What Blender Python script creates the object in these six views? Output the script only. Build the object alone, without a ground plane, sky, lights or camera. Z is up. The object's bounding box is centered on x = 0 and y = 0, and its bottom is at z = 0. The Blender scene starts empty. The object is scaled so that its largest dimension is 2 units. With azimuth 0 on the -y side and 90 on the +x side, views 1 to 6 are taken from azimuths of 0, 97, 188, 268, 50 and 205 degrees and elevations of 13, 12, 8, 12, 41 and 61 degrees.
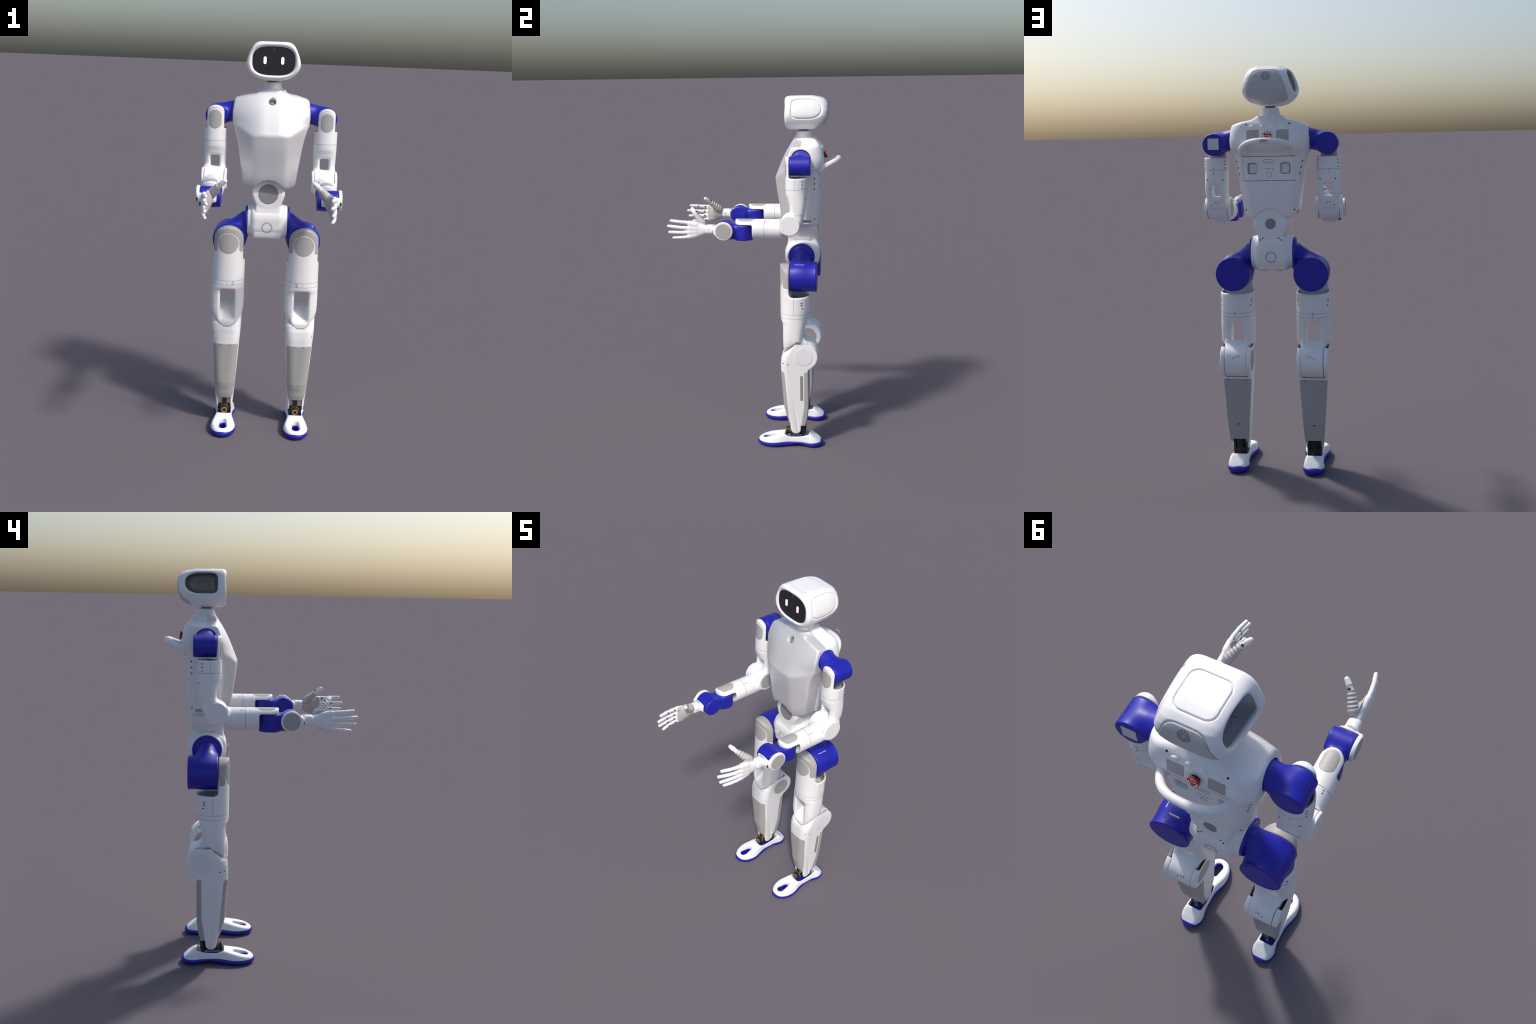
"""White-and-blue humanoid service robot, built part by part.

Every shell is described as a solid (signed distance built from profiles,
cylinders and rounded boxes that are blended, cut and hollowed), then meshed
with a small surface-nets mesher.  Metres, z up, the robot looks along -y.
Limb parts are described for the +x side and mirrored for the other side."""
import math
import bpy
import bmesh
import numpy as np
from mathutils import Vector, Matrix
from mathutils.bvhtree import BVHTree

# ------------------------------------------------------------------ materials

def new_material(name, colour, rough=0.45, metal=0.0, seams=(), seam_colour=(0.25, 0.26, 0.28),
                 grain=0.008, coat=0.0, spec=0.5):
    """Principled plastic with faint grain; seams = (axis, value, half width[, (axis, lo, hi)...])."""
    m = bpy.data.materials.new(name)
    m.use_nodes = True
    nt = m.node_tree
    bsdf = nt.nodes["Principled BSDF"]
    bsdf.inputs["Roughness"].default_value = rough
    bsdf.inputs["Metallic"].default_value = metal
    bsdf.inputs["Specular IOR Level"].default_value = spec
    bsdf.inputs["Coat Weight"].default_value = coat
    tc = nt.nodes.new("ShaderNodeTexCoord")
    noise = nt.nodes.new("ShaderNodeTexNoise")
    noise.inputs["Scale"].default_value = 90
    nt.links.new(tc.outputs["Object"], noise.inputs["Vector"])
    ramp = nt.nodes.new("ShaderNodeValToRGB")
    lo = [c * (1 - grain) for c in colour]
    hi = [min(1, c * (1 + grain)) for c in colour]
    ramp.color_ramp.elements[0].color = (*lo, 1)
    ramp.color_ramp.elements[1].color = (*hi, 1)
    ramp.color_ramp.elements[0].position = 0.3
    ramp.color_ramp.elements[1].position = 0.7
    nt.links.new(noise.outputs["Fac"], ramp.inputs["Fac"])
    out = ramp.outputs["Color"]
    if seams:
        sep = nt.nodes.new("ShaderNodeSeparateXYZ")
        nt.links.new(tc.outputs["Object"], sep.inputs[0])
        axes = {a: sep.outputs[i] for i, a in enumerate("XYZ")}
        ab = nt.nodes.new("ShaderNodeMath"); ab.operation = "ABSOLUTE"
        nt.links.new(axes["X"], ab.inputs[0]); axes["A"] = ab.outputs[0]   # mirrored x

        def near(axis, value, half):
            n = nt.nodes.new("ShaderNodeMath"); n.operation = "COMPARE"
            nt.links.new(axes[axis], n.inputs[0])
            n.inputs[1].default_value = value; n.inputs[2].default_value = half
            return n.outputs[0]

        total = None
        for axis, value, half, *limits in seams:
            f = near(axis, value, half)
            for la, l0, l1 in limits:
                mul = nt.nodes.new("ShaderNodeMath"); mul.operation = "MULTIPLY"
                nt.links.new(f, mul.inputs[0]); nt.links.new(near(la, (l0 + l1) / 2, (l1 - l0) / 2), mul.inputs[1])
                f = mul.outputs[0]
            if total is None:
                total = f
            else:
                mx = nt.nodes.new("ShaderNodeMath"); mx.operation = "MAXIMUM"
                nt.links.new(total, mx.inputs[0]); nt.links.new(f, mx.inputs[1]); total = mx.outputs[0]
        mix = nt.nodes.new("ShaderNodeMix"); mix.data_type = "RGBA"
        nt.links.new(total, mix.inputs["Factor"])
        nt.links.new(out, mix.inputs[6]); mix.inputs[7].default_value = (*seam_colour, 1)
        out = mix.outputs[2]
    nt.links.new(out, bsdf.inputs["Base Color"])
    return m


WHITE_RGB = (0.82, 0.82, 0.83)
WHITE = new_material("white_plastic", WHITE_RGB)
WHITE_ARM = new_material("white_plastic_upper_arm", WHITE_RGB, seams=[
    ("Z", 1.513, 0.0009), ("Y", 0.223, 0.0008, ("Z", 1.513, 1.576))])
WHITE_FOREARM = new_material("white_plastic_forearm", WHITE_RGB, seams=[("Y", 0.056, 0.0011)])
WHITE_THIGH = new_material("white_plastic_thigh", WHITE_RGB, seams=[
    ("Z", 0.805, 0.0008), ("Z", 0.7835, 0.0008), ("Y", 0.209, 0.0010, ("Z", 0.805, 0.93)),
    ("A", 0.193, 0.0010, ("Z", 0.7835, 0.805))])
BLUE = new_material("blue_plastic", (0.010, 0.012, 0.36), rough=0.42)
BLUE_SHOULDER = new_material("blue_plastic_shoulder", (0.010, 0.012, 0.36), rough=0.42,
                             seams=[("Y", 0.243, 0.0008, ("A", 0.225, 0.34))], seam_colour=(0.005, 0.006, 0.20))
BLUE_WRIST = new_material("blue_plastic_wrist", (0.010, 0.012, 0.36), rough=0.42,
                          seams=[("Y", -0.182, 0.0008), ("Y", -0.045, 0.0008, ("Z", 1.20, 1.30))],
                          seam_colour=(0.005, 0.006, 0.20))
CHEST = new_material("satin_white_shell", (0.74, 0.74, 0.75), rough=0.5, metal=0.52)
GREY = new_material("light_grey_plastic", (0.40, 0.39, 0.38), rough=0.5)
MID_GREY = new_material("mid_grey_plastic", (0.26, 0.26, 0.26), rough=0.5)
PALE = new_material("pale_grey_plastic", (0.77, 0.76, 0.78), rough=0.5)
INNER = new_material("inner_shell_grey", (0.48, 0.48, 0.49), rough=0.6)
MOTOR = new_material("motor_metal_grey", (0.42, 0.43, 0.44), rough=0.45, metal=0.2, grain=0.25)  # lightened to offset the deep shade in the joint gaps
BLACK = new_material("black_rubber", (0.008, 0.008, 0.009), rough=0.5)
JOINT_BLACK = new_material("black_metal", (0.012, 0.012, 0.012), rough=0.4)
DARK_HOLE = new_material("screw_recess_dark", (0.012, 0.012, 0.014), rough=0.7)
SOFT_HOLE = new_material("moulded_recess_grey", (0.30, 0.31, 0.33), rough=0.6)
SCREEN = new_material("screen_black", (0.013, 0.014, 0.018), rough=0.4)
EYE = new_material("eye_white", (0.9, 0.9, 0.9), rough=0.5)
GLOW = new_material("display_eye_glow", (0.9, 0.9, 0.9), rough=0.5)      # lit shapes on the display
GLOW.node_tree.nodes["Principled BSDF"].inputs["Emission Color"].default_value = (1, 1, 1, 1)
GLOW.node_tree.nodes["Principled BSDF"].inputs["Emission Strength"].default_value = 0.5
GOLD = new_material("brass_ring", (0.36, 0.21, 0.02), rough=0.4)
RED = new_material("red_button", (0.50, 0.02, 0.02), rough=0.4)
GLOVE = new_material("glove_grey_rubber", (0.47, 0.455, 0.44), rough=0.6)
STICKER = new_material("sticker_white", (0.62, 0.63, 0.64), rough=0.6)

# ------------------------------------------------------- solids (signed distance)

def smin(a, b, k):
    h = np.maximum(k - np.abs(a - b), 0) / k
    return np.minimum(a, b) - h * h * k * 0.25

def smax(a, b, k):
    return -smin(-a, -b, k)

def rmax(a, b, r):
    """Intersection with a true round edge of radius r."""
    return np.hypot(np.maximum(a + r, 0), np.maximum(b + r, 0)) + np.minimum(np.maximum(a, b) + r, 0) - r

def curve(t, *pts):
    """Smooth monotone curve through (t, value) control points (flat beyond the ends)."""
    p = sorted(pts)
    xs = np.array([q[0] for q in p], float); ys = np.array([q[1] for q in p], float)
    h = np.diff(xs); s = np.diff(ys) / h
    m = np.zeros_like(xs)
    for i in range(1, len(xs) - 1):
        if s[i - 1] * s[i] > 0:
            m[i] = 2 * s[i - 1] * s[i] / (s[i - 1] + s[i])
    m[0], m[-1] = s[0], s[-1]
    tt = np.clip(t, xs[0], xs[-1])
    i = np.clip(np.searchsorted(xs, tt) - 1, 0, len(h) - 1)
    u = (tt - xs[i]) / h[i]
    return (ys[i] * (1 + 2 * u) * (1 - u) ** 2 + h[i] * m[i] * u * (1 - u) ** 2
            + ys[i + 1] * u * u * (3 - 2 * u) + h[i] * m[i + 1] * u * u * (u - 1))

def box2(a, b, ca, cb, ha, hb, r):
    qa = np.abs(a - ca) - (ha - r); qb = np.abs(b - cb) - (hb - r)
    return np.hypot(np.maximum(qa, 0), np.maximum(qb, 0)) + np.minimum(np.maximum(qa, qb), 0) - r

def box(x, y, z, c, h, r):
    q = [np.abs(v - cc) - (hh - r) for v, cc, hh in zip((x, y, z), c, h)]
    out = np.sqrt(sum(np.maximum(v, 0) ** 2 for v in q))
    return out + np.minimum(np.maximum(np.maximum(q[0], q[1]), q[2]), 0) - r

def extrude(d2, t, t0, t1, r=0.0):
    """Rounded extrusion of a 2D distance along coordinate t."""
    qa = d2 + r; qb = np.abs(t - (t0 + t1) / 2) - ((t1 - t0) / 2 - r)
    return np.hypot(np.maximum(qa, 0), np.maximum(qb, 0)) + np.minimum(np.maximum(qa, qb), 0) - r

def disc(a, b, t, ca, cb, radius, t0, t1, r=0.003):
    return extrude(np.hypot(a - ca, b - cb) - radius, t, t0, t1, r)

def segment2(a, b, a0, b0, a1, b1):
    """Distance to a 2D segment (a stadium when a radius is taken off)."""
    da, db = a1 - a0, b1 - b0
    h = np.clip(((a - a0) * da + (b - b0) * db) / (da * da + db * db), 0, 1)
    return np.hypot(a - a0 - da * h, b - b0 - db * h)

def cone(x, y, z, p, q, r0, r1):
    """Round cone from p (radius r0) to q (radius r1); returns distance and parameter."""
    d = [b - a for a, b in zip(p, q)]
    n = sum(v * v for v in d)
    h = np.clip(((x - p[0]) * d[0] + (y - p[1]) * d[1] + (z - p[2]) * d[2]) / n, 0, 1)
    dist = np.sqrt((x - p[0] - d[0] * h) ** 2 + (y - p[1] - d[1] * h) ** 2 + (z - p[2] - d[2] * h) ** 2)
    return dist - (r0 + (r1 - r0) * h), h

def polygon2(a, b, pts):
    """Signed distance to a 2D polygon."""
    d = np.full(np.shape(a), 1e9); inside = np.zeros(np.shape(a), bool)
    for (a0, b0), (a1, b1) in zip(pts, pts[1:] + pts[:1]):
        d = np.minimum(d, segment2(a, b, a0, b0, a1, b1))
        with np.errstate(divide="ignore", invalid="ignore"):
            cross = (b0 > b) != (b1 > b)
            inside ^= cross & (a < (a1 - a0) * (b - b0) / ((b1 - b0) if b1 != b0 else 1e-12) + a0)
    return np.where(inside, -d, d)

# ------------------------------------------------------------ surface-nets mesher

COARSEN = 1.30        # overall mesh resolution

def net(f, lo, hi, step):
    step = step * (COARSEN if step > 0.0015 else 1)
    lo = np.array(lo, float); hi = np.array(hi, float)
    n = np.maximum(np.ceil((hi - lo) / step).astype(int) + 1, 3)
    ax = [lo[i] + step * np.arange(n[i]) for i in range(3)]
    X, Y, Z = np.meshgrid(*ax, indexing="ij")
    D = np.ascontiguousarray(np.broadcast_to(f(X, Y, Z), X.shape))
    S = D < 0
    cells = tuple(k - 1 for k in n)
    corner = [(i, j, k) for i in (0, 1) for j in (0, 1) for k in (0, 1)]

    def at(A, c):
        return A[c[0]:c[0] + cells[0], c[1]:c[1] + cells[1], c[2]:c[2] + cells[2]]

    count = sum(at(S, c).astype(np.int8) for c in corner)
    act = (count > 0) & (count < 8)
    idx = np.argwhere(act)
    ids = np.full(cells, -1, np.int64); ids[act] = np.arange(len(idx))
    vals = np.stack([D[idx[:, 0] + c[0], idx[:, 1] + c[1], idx[:, 2] + c[2]] for c in corner], 1)
    acc = np.zeros((len(idx), 3)); num = np.zeros(len(idx))
    for a in range(8):
        for b in range(a + 1, 8):
            if sum(abs(p - q) for p, q in zip(corner[a], corner[b])) != 1:
                continue
            va, vb = vals[:, a], vals[:, b]
            m = (va < 0) != (vb < 0)
            t = np.where(m, va / np.where(m, va - vb, 1), 0)[:, None]
            p = np.array(corner[a]) * (1 - t) + np.array(corner[b]) * t
            acc += np.where(m[:, None], p, 0); num += m
    V = lo + step * (idx + acc / num[:, None])
    quads = []
    for axis in range(3):
        u, w = (axis + 1) % 3, (axis + 2) % 3
        s0 = [slice(None)] * 3; s1 = [slice(None)] * 3
        s0[axis] = slice(0, n[axis] - 1); s1[axis] = slice(1, n[axis])
        for q in (u, w):
            s0[q] = slice(1, n[q] - 1); s1[q] = slice(1, n[q] - 1)
        A, B = S[tuple(s0)], S[tuple(s1)]
        for flip, mask in ((False, A & ~B), (True, ~A & B)):
            e = np.argwhere(mask)
            if not len(e):
                continue
            e[:, u] += 1; e[:, w] += 1
            ring = []
            for du, dw in ((0, 0), (-1, 0), (-1, -1), (0, -1)):
                c = e.copy(); c[:, u] += du; c[:, w] += dw
                ring.append(ids[c[:, 0], c[:, 1], c[:, 2]])
            q = np.stack(ring, 1)
            quads.append(q[:, ::-1] if flip else q)
    F = np.concatenate(quads)
    e = step * 0.15
    for _ in range(2):                       # settle the vertices on the true surface
        d = f(V[:, 0], V[:, 1], V[:, 2])
        g = np.stack([f(V[:, 0] + (i == 0) * e, V[:, 1] + (i == 1) * e, V[:, 2] + (i == 2) * e)
                      - f(V[:, 0] - (i == 0) * e, V[:, 1] - (i == 1) * e, V[:, 2] - (i == 2) * e)
                      for i in range(3)], 1) / (2 * e)
        gn = np.maximum((g * g).sum(1), 0.2)
        move = -(d / gn)[:, None] * g
        ln = np.linalg.norm(move, axis=1)
        move *= np.minimum(1, 0.6 * step / np.maximum(ln, 1e-12))[:, None]
        V = V + move
    return V, F

# ---------------------------------------------------------------------- objects

def mesh_of(name, V, F, material, smooth=True):
    me = bpy.data.meshes.new(name)
    k = F.shape[1]
    me.vertices.add(len(V)); me.vertices.foreach_set("co", np.asarray(V, np.float32).ravel())
    me.loops.add(F.size); me.loops.foreach_set("vertex_index", F.astype(np.int32).ravel())
    me.polygons.add(len(F)); me.polygons.foreach_set("loop_start", np.arange(0, F.size, k, dtype=np.int32))
    me.polygons.foreach_set("use_smooth", np.full(len(F), smooth))
    me.update(calc_edges=True); me.validate()
    me.materials.append(material)
    return me

def put(name, me, parent, stuff=False):
    ob = bpy.data.objects.new(name, me)
    bpy.context.scene.collection.objects.link(ob)
    ob.parent = parent
    if stuff:
        ob["kind"] = "stuff"
    return ob

SURFACE = {}     # object name -> (V, F) for snapping small pieces

def solid(name, f, lo, hi, step, material, parent):
    V, F = net(f, lo, hi, step)
    ob = put(name, mesh_of(name, V, F, material), parent)
    SURFACE[ob.name] = (V, F)
    return ob

def pair(name, f, lo, hi, step, material, parents):
    """Left (+x) part and its mirror image; parents = (left parent, right parent)."""
    V, F = net(f, lo, hi, step)
    W = V * np.array([-1, 1, 1]); G = F[:, ::-1]
    a = put(name, mesh_of(name, V, F, material), parents[0]); SURFACE[a.name] = (V, F)
    b = put(name, mesh_of(name, W, G, material), parents[1]); SURFACE[b.name] = (W, G)
    return a, b

def split_front(name, ob, y_seam, material, parent):
    """Part a shell at y = y_seam: the front faces become a shell of their own."""
    V, F = SURFACE[ob.name]
    front = V[F][:, :, 1].mean(1) < y_seam
    out = []
    for mask in (~front, front):
        used, G = np.unique(F[mask], return_inverse=True)
        out.append((V[used], G.reshape(-1, 4)))
    old = ob.data
    ob.data = mesh_of(ob.name, *out[0], old.materials[0]); bpy.data.meshes.remove(old)
    return put(name, mesh_of(name, *out[1], material), parent)

def patch(body, region, lift=0.0009, depth=0.003):
    """A thin cover lying on a body's surface inside a region."""
    def f(x, y, z):
        d = body(x, y, z)
        return np.maximum(np.maximum(d - lift, -(d + depth)), region(x, y, z))
    return f

def tree(ob):
    V, F = SURFACE[ob.name]
    return BVHTree.FromPolygons([tuple(v) for v in V], [tuple(q) for q in F.tolist()])

def unit_disc(name, material, sides=20, bevel=0.25):
    """Unit button: radius 1, from z -1 to 1, slightly domed rim."""
    bm = bmesh.new()
    bmesh.ops.create_cone(bm, cap_ends=True, segments=sides, radius1=1, radius2=1, depth=2)
    me = bpy.data.meshes.new(name); bm.to_mesh(me); bm.free()
    me.materials.append(material)
    return me

def stud(name, me, host_tree, parent, origin, direction, radius, height=0.0006, stretch=1.0, spin=0.0):
    """Small round piece set on the surface hit by a ray."""
    hit, nor, _, _ = host_tree.ray_cast(Vector(origin), Vector(direction))
    if hit is None:
        return None
    if nor.dot(Vector(direction)) > 0:
        nor = -nor
    up = Vector((0, 0, 1)) if abs(nor.z) < 0.9 else Vector((0, 1, 0))
    xa = up.cross(nor).normalized(); ya = nor.cross(xa)
    rot = Matrix((xa, ya, nor)).transposed().to_4x4()
    ob = put(name, me, parent)
    ob.matrix_world = Matrix.Translation(hit) @ rot @ Matrix.Rotation(spin, 4, "Z") @ Matrix.Diagonal((radius * stretch, radius, height, 1))
    return ob

robot = bpy.data.objects.new("humanoid_robot", None)
bpy.context.scene.collection.objects.link(robot)
robot["label"] = "white humanoid robot with blue joints and black visor face"
robot["category"] = "robot"
BOTH = (robot, robot)

HOLE = unit_disc("screw", DARK_HOLE)
SOFT = unit_disc("moulded_recess", SOFT_HOLE)

# ------------------------------------------------------------------------- head

HZ = 1.91
def head_outer(x, y, z):
    ax = np.abs(x)
    taper = curve(y, (0.14, 0.0), (0.20, 0.0), (0.30, 0.005), (0.40, 0.026))
    bx = ax + taper
    low = (np.minimum(z, 1.911) - 1.911) / 0.0995
    bowl = ((np.maximum(bx / 0.1345, 1e-6) ** 2.35 + np.abs(low) ** 2.35) ** (1 / 2.35) - 1) * 0.0995
    slope = 0.88 * (bx - 0.1190) + 0.475 * (z - 1.948)
    front = smax(smax(z - 2.0005, slope, 0.030), bowl, 0.020)
    back = polygon2(y, z, [(0.10, 2.03), (0.10, 1.79), (0.305, 1.79), (0.330, 1.809), (0.351, 1.826), (0.368, 1.842), (0.380, 1.862), (0.389, 1.890),
                           (0.3925, 1.925), (0.388, 1.955), (0.376, 1.980), (0.357, 1.998), (0.33, 2.012), (0.30, 2.03)])
    d = smax(front, back, 0.040)
    return smax(d, 0.1485 - y, curve(z, (1.82, 0.034), (1.87, 0.022), (1.99, 0.024))) + 0.0003

def face_oval(x, z, grow):
    qx = np.abs(x) / (0.103 + grow); qz = np.abs(z - 1.908) / (0.067 + grow)
    return ((qx ** 2.9 + qz ** 2.9) ** (1 / 2.9) - 1) * (0.067 + grow)

def side_window(y, z, grow=0.0):
    """D-shaped speaker opening in the head's sides."""
    yy = y - 0.272; zz = z - 1.930
    grow = grow - 0.0025
    fr = np.abs(yy) / (0.080 + grow); up = np.abs(zz) / (0.050 + grow)
    p = np.where(yy < 0, 5.0, 2.3)
    return ((np.maximum(fr, 1e-6) ** p + np.maximum(up, 1e-6) ** p) ** (1 / p) - 1) * (0.050 + grow)

def back_cover_region(x, y, z):
    hw = curve(z, (1.815, 0.045), (1.828, 0.066), (1.850, 0.094), (1.893, 0.090), (1.94, 0.072), (1.98, 0.058))
    return smax(np.abs(x) - hw, np.abs(z - 1.898) - 0.078, 0.03)

def head_shell(x, y, z):
    d = o = head_outer(x, y, z)
    skin = -(o + 0.0040)                      # grooves stay this shallow
    face = smax(face_oval(x, z, 0.0110 - 0.95 * np.clip(y - 0.1485, 0.0, 0.011)), y - 0.1600, 0.003)
    d = smax(d, -face, 0.006)
    d = smax(d, -np.maximum(np.maximum(np.abs(side_window(y, z, 0.003)) - 0.003, 0.07 - x), skin), 0.004)    # groove, covered side
    d = smax(d, -np.maximum(np.maximum(np.abs(back_cover_region(x, y, z)) - 0.0015, 0.32 - y), skin), 0.004) # back cover groove
    top = np.maximum(np.abs(box2(x, y, 0, 0.272, 0.066, 0.068, 0.03)) - 0.0018, 1.98 - z)
    d = smax(d, -np.maximum(top, skin), 0.004)
    hollow = smax(o + 0.016, 0.172 - y, 0.01)
    d = np.maximum(d, -hollow)
    d = smax(d, -np.maximum(side_window(y, z, 0.002), x + 0.05), 0.010)                     # open side
    return d

head = solid("head", head_shell, (-0.145, 0.13, 1.80), (0.145, 0.405, 2.012), 0.0018, WHITE, robot)
solid("visor", lambda x, y, z: extrude(face_oval(x, z, 0.006), y, 0.1583, 0.168, 0.001),
      (-0.12, 0.150, 1.83), (0.12, 0.170, 1.99), 0.002, SCREEN, head)
for s in (1, -1):
    solid("eye", lambda x, y, z: extrude(segment2(x, z, s * 0.0427, 1.8995, s * 0.0427, 1.9205) - 0.0074, y, 0.1565, 0.161, 0.001),
          (s * 0.0427 - 0.012, 0.153, 1.885), (s * 0.0427 + 0.012, 0.164, 1.935), 0.0008, GLOW, head)
for z in (1.9665, 1.9625):
    c = put("camera_lens", unit_disc("camera_lens", MID_GREY), head)
    c.matrix_world = Matrix.Translation((0.001, 0.1580, z)) @ Matrix.Rotation(math.pi / 2, 4, "X") @ Matrix.Diagonal((0.0016, 0.0016, 0.0005, 1))
solid("speaker_cover", lambda x, y, z: np.maximum(np.maximum(head_outer(x, y, z) + 0.0003, -(head_outer(x, y, z) + 0.004)),
      np.maximum(side_window(y, z, -0.0005), 0.06 - x)), (0.07, 0.17, 1.86), (0.145, 0.38, 1.995), 0.0018, WHITE, head)
solid("speaker_liner", lambda x, y, z: np.maximum(np.maximum(head_outer(x, y, z) + 0.0160, -(head_outer(x, y, z) + 0.0200)),
      np.maximum(side_window(y, z, 0.012), 0.06 - x)), (0.07, 0.17, 1.85), (0.135, 0.38, 1.995), 0.002, INNER, head)
solid("speaker_mesh", lambda x, y, z: np.maximum(np.maximum(head_outer(x, y, z) + 0.0190, -(head_outer(x, y, z) + 0.0215)),
      np.maximum(side_window(y, z, -0.012), 0.06 - x)), (0.07, 0.17, 1.85), (0.135, 0.38, 1.995), 0.002,
      new_material("speaker_mesh_grey", (0.78, 0.75, 0.72), rough=0.7, grain=0.25), head)
solid("head_rear_cover", lambda x, y, z: np.maximum(np.maximum(head_outer(x, y, z) - 0.0004, -(head_outer(x, y, z) + 0.004)),
      np.maximum(back_cover_region(x, y, z) + 0.0012, 0.318 - y)), (-0.11, 0.31, 1.81), (0.11, 0.40, 1.99), 0.002, new_material("rear_cover_plastic", (0.52, 0.52, 0.53), rough=0.5), head)
solid("head_top_cover", patch(head_outer, lambda x, y, z: np.maximum(box2(x, y, 0, 0.272, 0.0645, 0.0665, 0.029), 1.98 - z), 0.0006, 0.003),
      (-0.08, 0.19, 1.985), (0.08, 0.35, 2.006), 0.0018, WHITE, head)

# ribs and bosses inside the head, seen through the open side
def head_inside(x, y, z):
    floor = head_outer(x, y, z) + 0.0155
    d = 1e3
    for by in (0.21, 0.30):
        boss = np.hypot(x + 0.045, y - by) - 0.007
        d = np.minimum(d, np.maximum(boss, z - 1.850))
        d = np.minimum(d, np.maximum(np.abs(y - by) - 0.0015, z - 1.842))
    d = np.minimum(d, np.maximum(np.abs(x + 0.045) - 0.0015, z - 1.842))
    return np.maximum(np.maximum(d, floor), 0.17 - y)
solid("neck_motor", lambda x, y, z: np.sqrt(x ** 2 + (y - 0.25) ** 2 + ((z - 1.828) / 0.95) ** 2) - 0.062,
      (-0.065, 0.185, 1.825), (0.065, 0.315, 1.892), 0.0025, new_material("neck_motor_grey", (0.5, 0.5, 0.51)), head)
solid("inner_rib", head_inside, (-0.13, 0.165, 1.81), (0.12, 0.385, 1.858), 0.0018, INNER, head)
# speaker holes on the back: slits fanning out in rings
ht = tree(head); rc = [o for o in bpy.data.objects if o.name == "head_rear_cover"][0]
rt = tree(rc)

def dots(name, host, material, spots, direction, parent):
    """Joined tiny slits, each snapped on the host surface: spots = (x, z, rx, rz)."""
    bm = bmesh.new()
    for (px, pz, rx, rz) in spots:
        o = (px, 0.6, pz) if direction[1] < 0 else (px, -0.5, pz)
        hit, nor, _, _ = host.ray_cast(Vector(o), Vector(direction))
        if hit is None:
            continue
        if nor.dot(Vector(direction)) > 0: nor = -nor
        xa = Vector((0, 0, 1)).cross(nor).normalized(); ya = nor.cross(xa)
        rot = Matrix((xa, ya, nor)).transposed().to_4x4()
        bmesh.ops.create_cone(bm, cap_ends=True, segments=8, radius1=1, radius2=1, depth=2,
                              matrix=Matrix.Translation(hit) @ rot @ Matrix.Diagonal((rx, rz, 0.0005, 1)))
    me = bpy.data.meshes.new(name); bm.to_mesh(me); bm.free(); me.materials.append(material)
    return put(name, me, parent, stuff=True)

spots = []
for ring, n in ((0.006, 6), (0.0105, 12), (0.015, 18), (0.0195, 24)):
    spots += [(ring * math.cos(2 * math.pi * i / n), 1.950 + ring * math.sin(2 * math.pi * i / n), 0.0012, 0.0019) for i in range(n)]
dots("speaker_grille", rt, DARK_HOLE, spots, (0, -1, 0), head)
spots = [(sx * (0.010 + 0.009 * i), 1.829, 0.004, 0.0012) for i in (0,) for sx in (-1, 1)]
dots("cable_slot", rt, SOFT_HOLE, spots, (0, -1, 0), head)

# ------------------------------------------------------------------------- neck

def neck_f(x, y, z):
    r = curve(z, (1.760, 0.056), (1.772, 0.0515), (1.778, 0.0475), (1.79, 0.0445), (1.807, 0.0425))
    d = (np.hypot(x, y - 0.2505) - r) * 0.95
    return smax(d, np.abs(z - 1.781) - 0.0255, 0.003)
neck = solid("neck", neck_f, (-0.062, 0.18, 1.75), (0.062, 0.32, 1.812), 0.002, WHITE, robot)
split_front("neck_front", neck, 0.250, CHEST, neck)
solid("neck_bearing", lambda x, y, z: disc(x, y, z, 0, 0.2505, 0.0255, 1.80, 1.822, 0.002), (-0.03, 0.22, 1.797), (0.03, 0.28, 1.825), 0.002, MID_GREY, neck)

# ------------------------------------------------------------------------ torso

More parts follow.
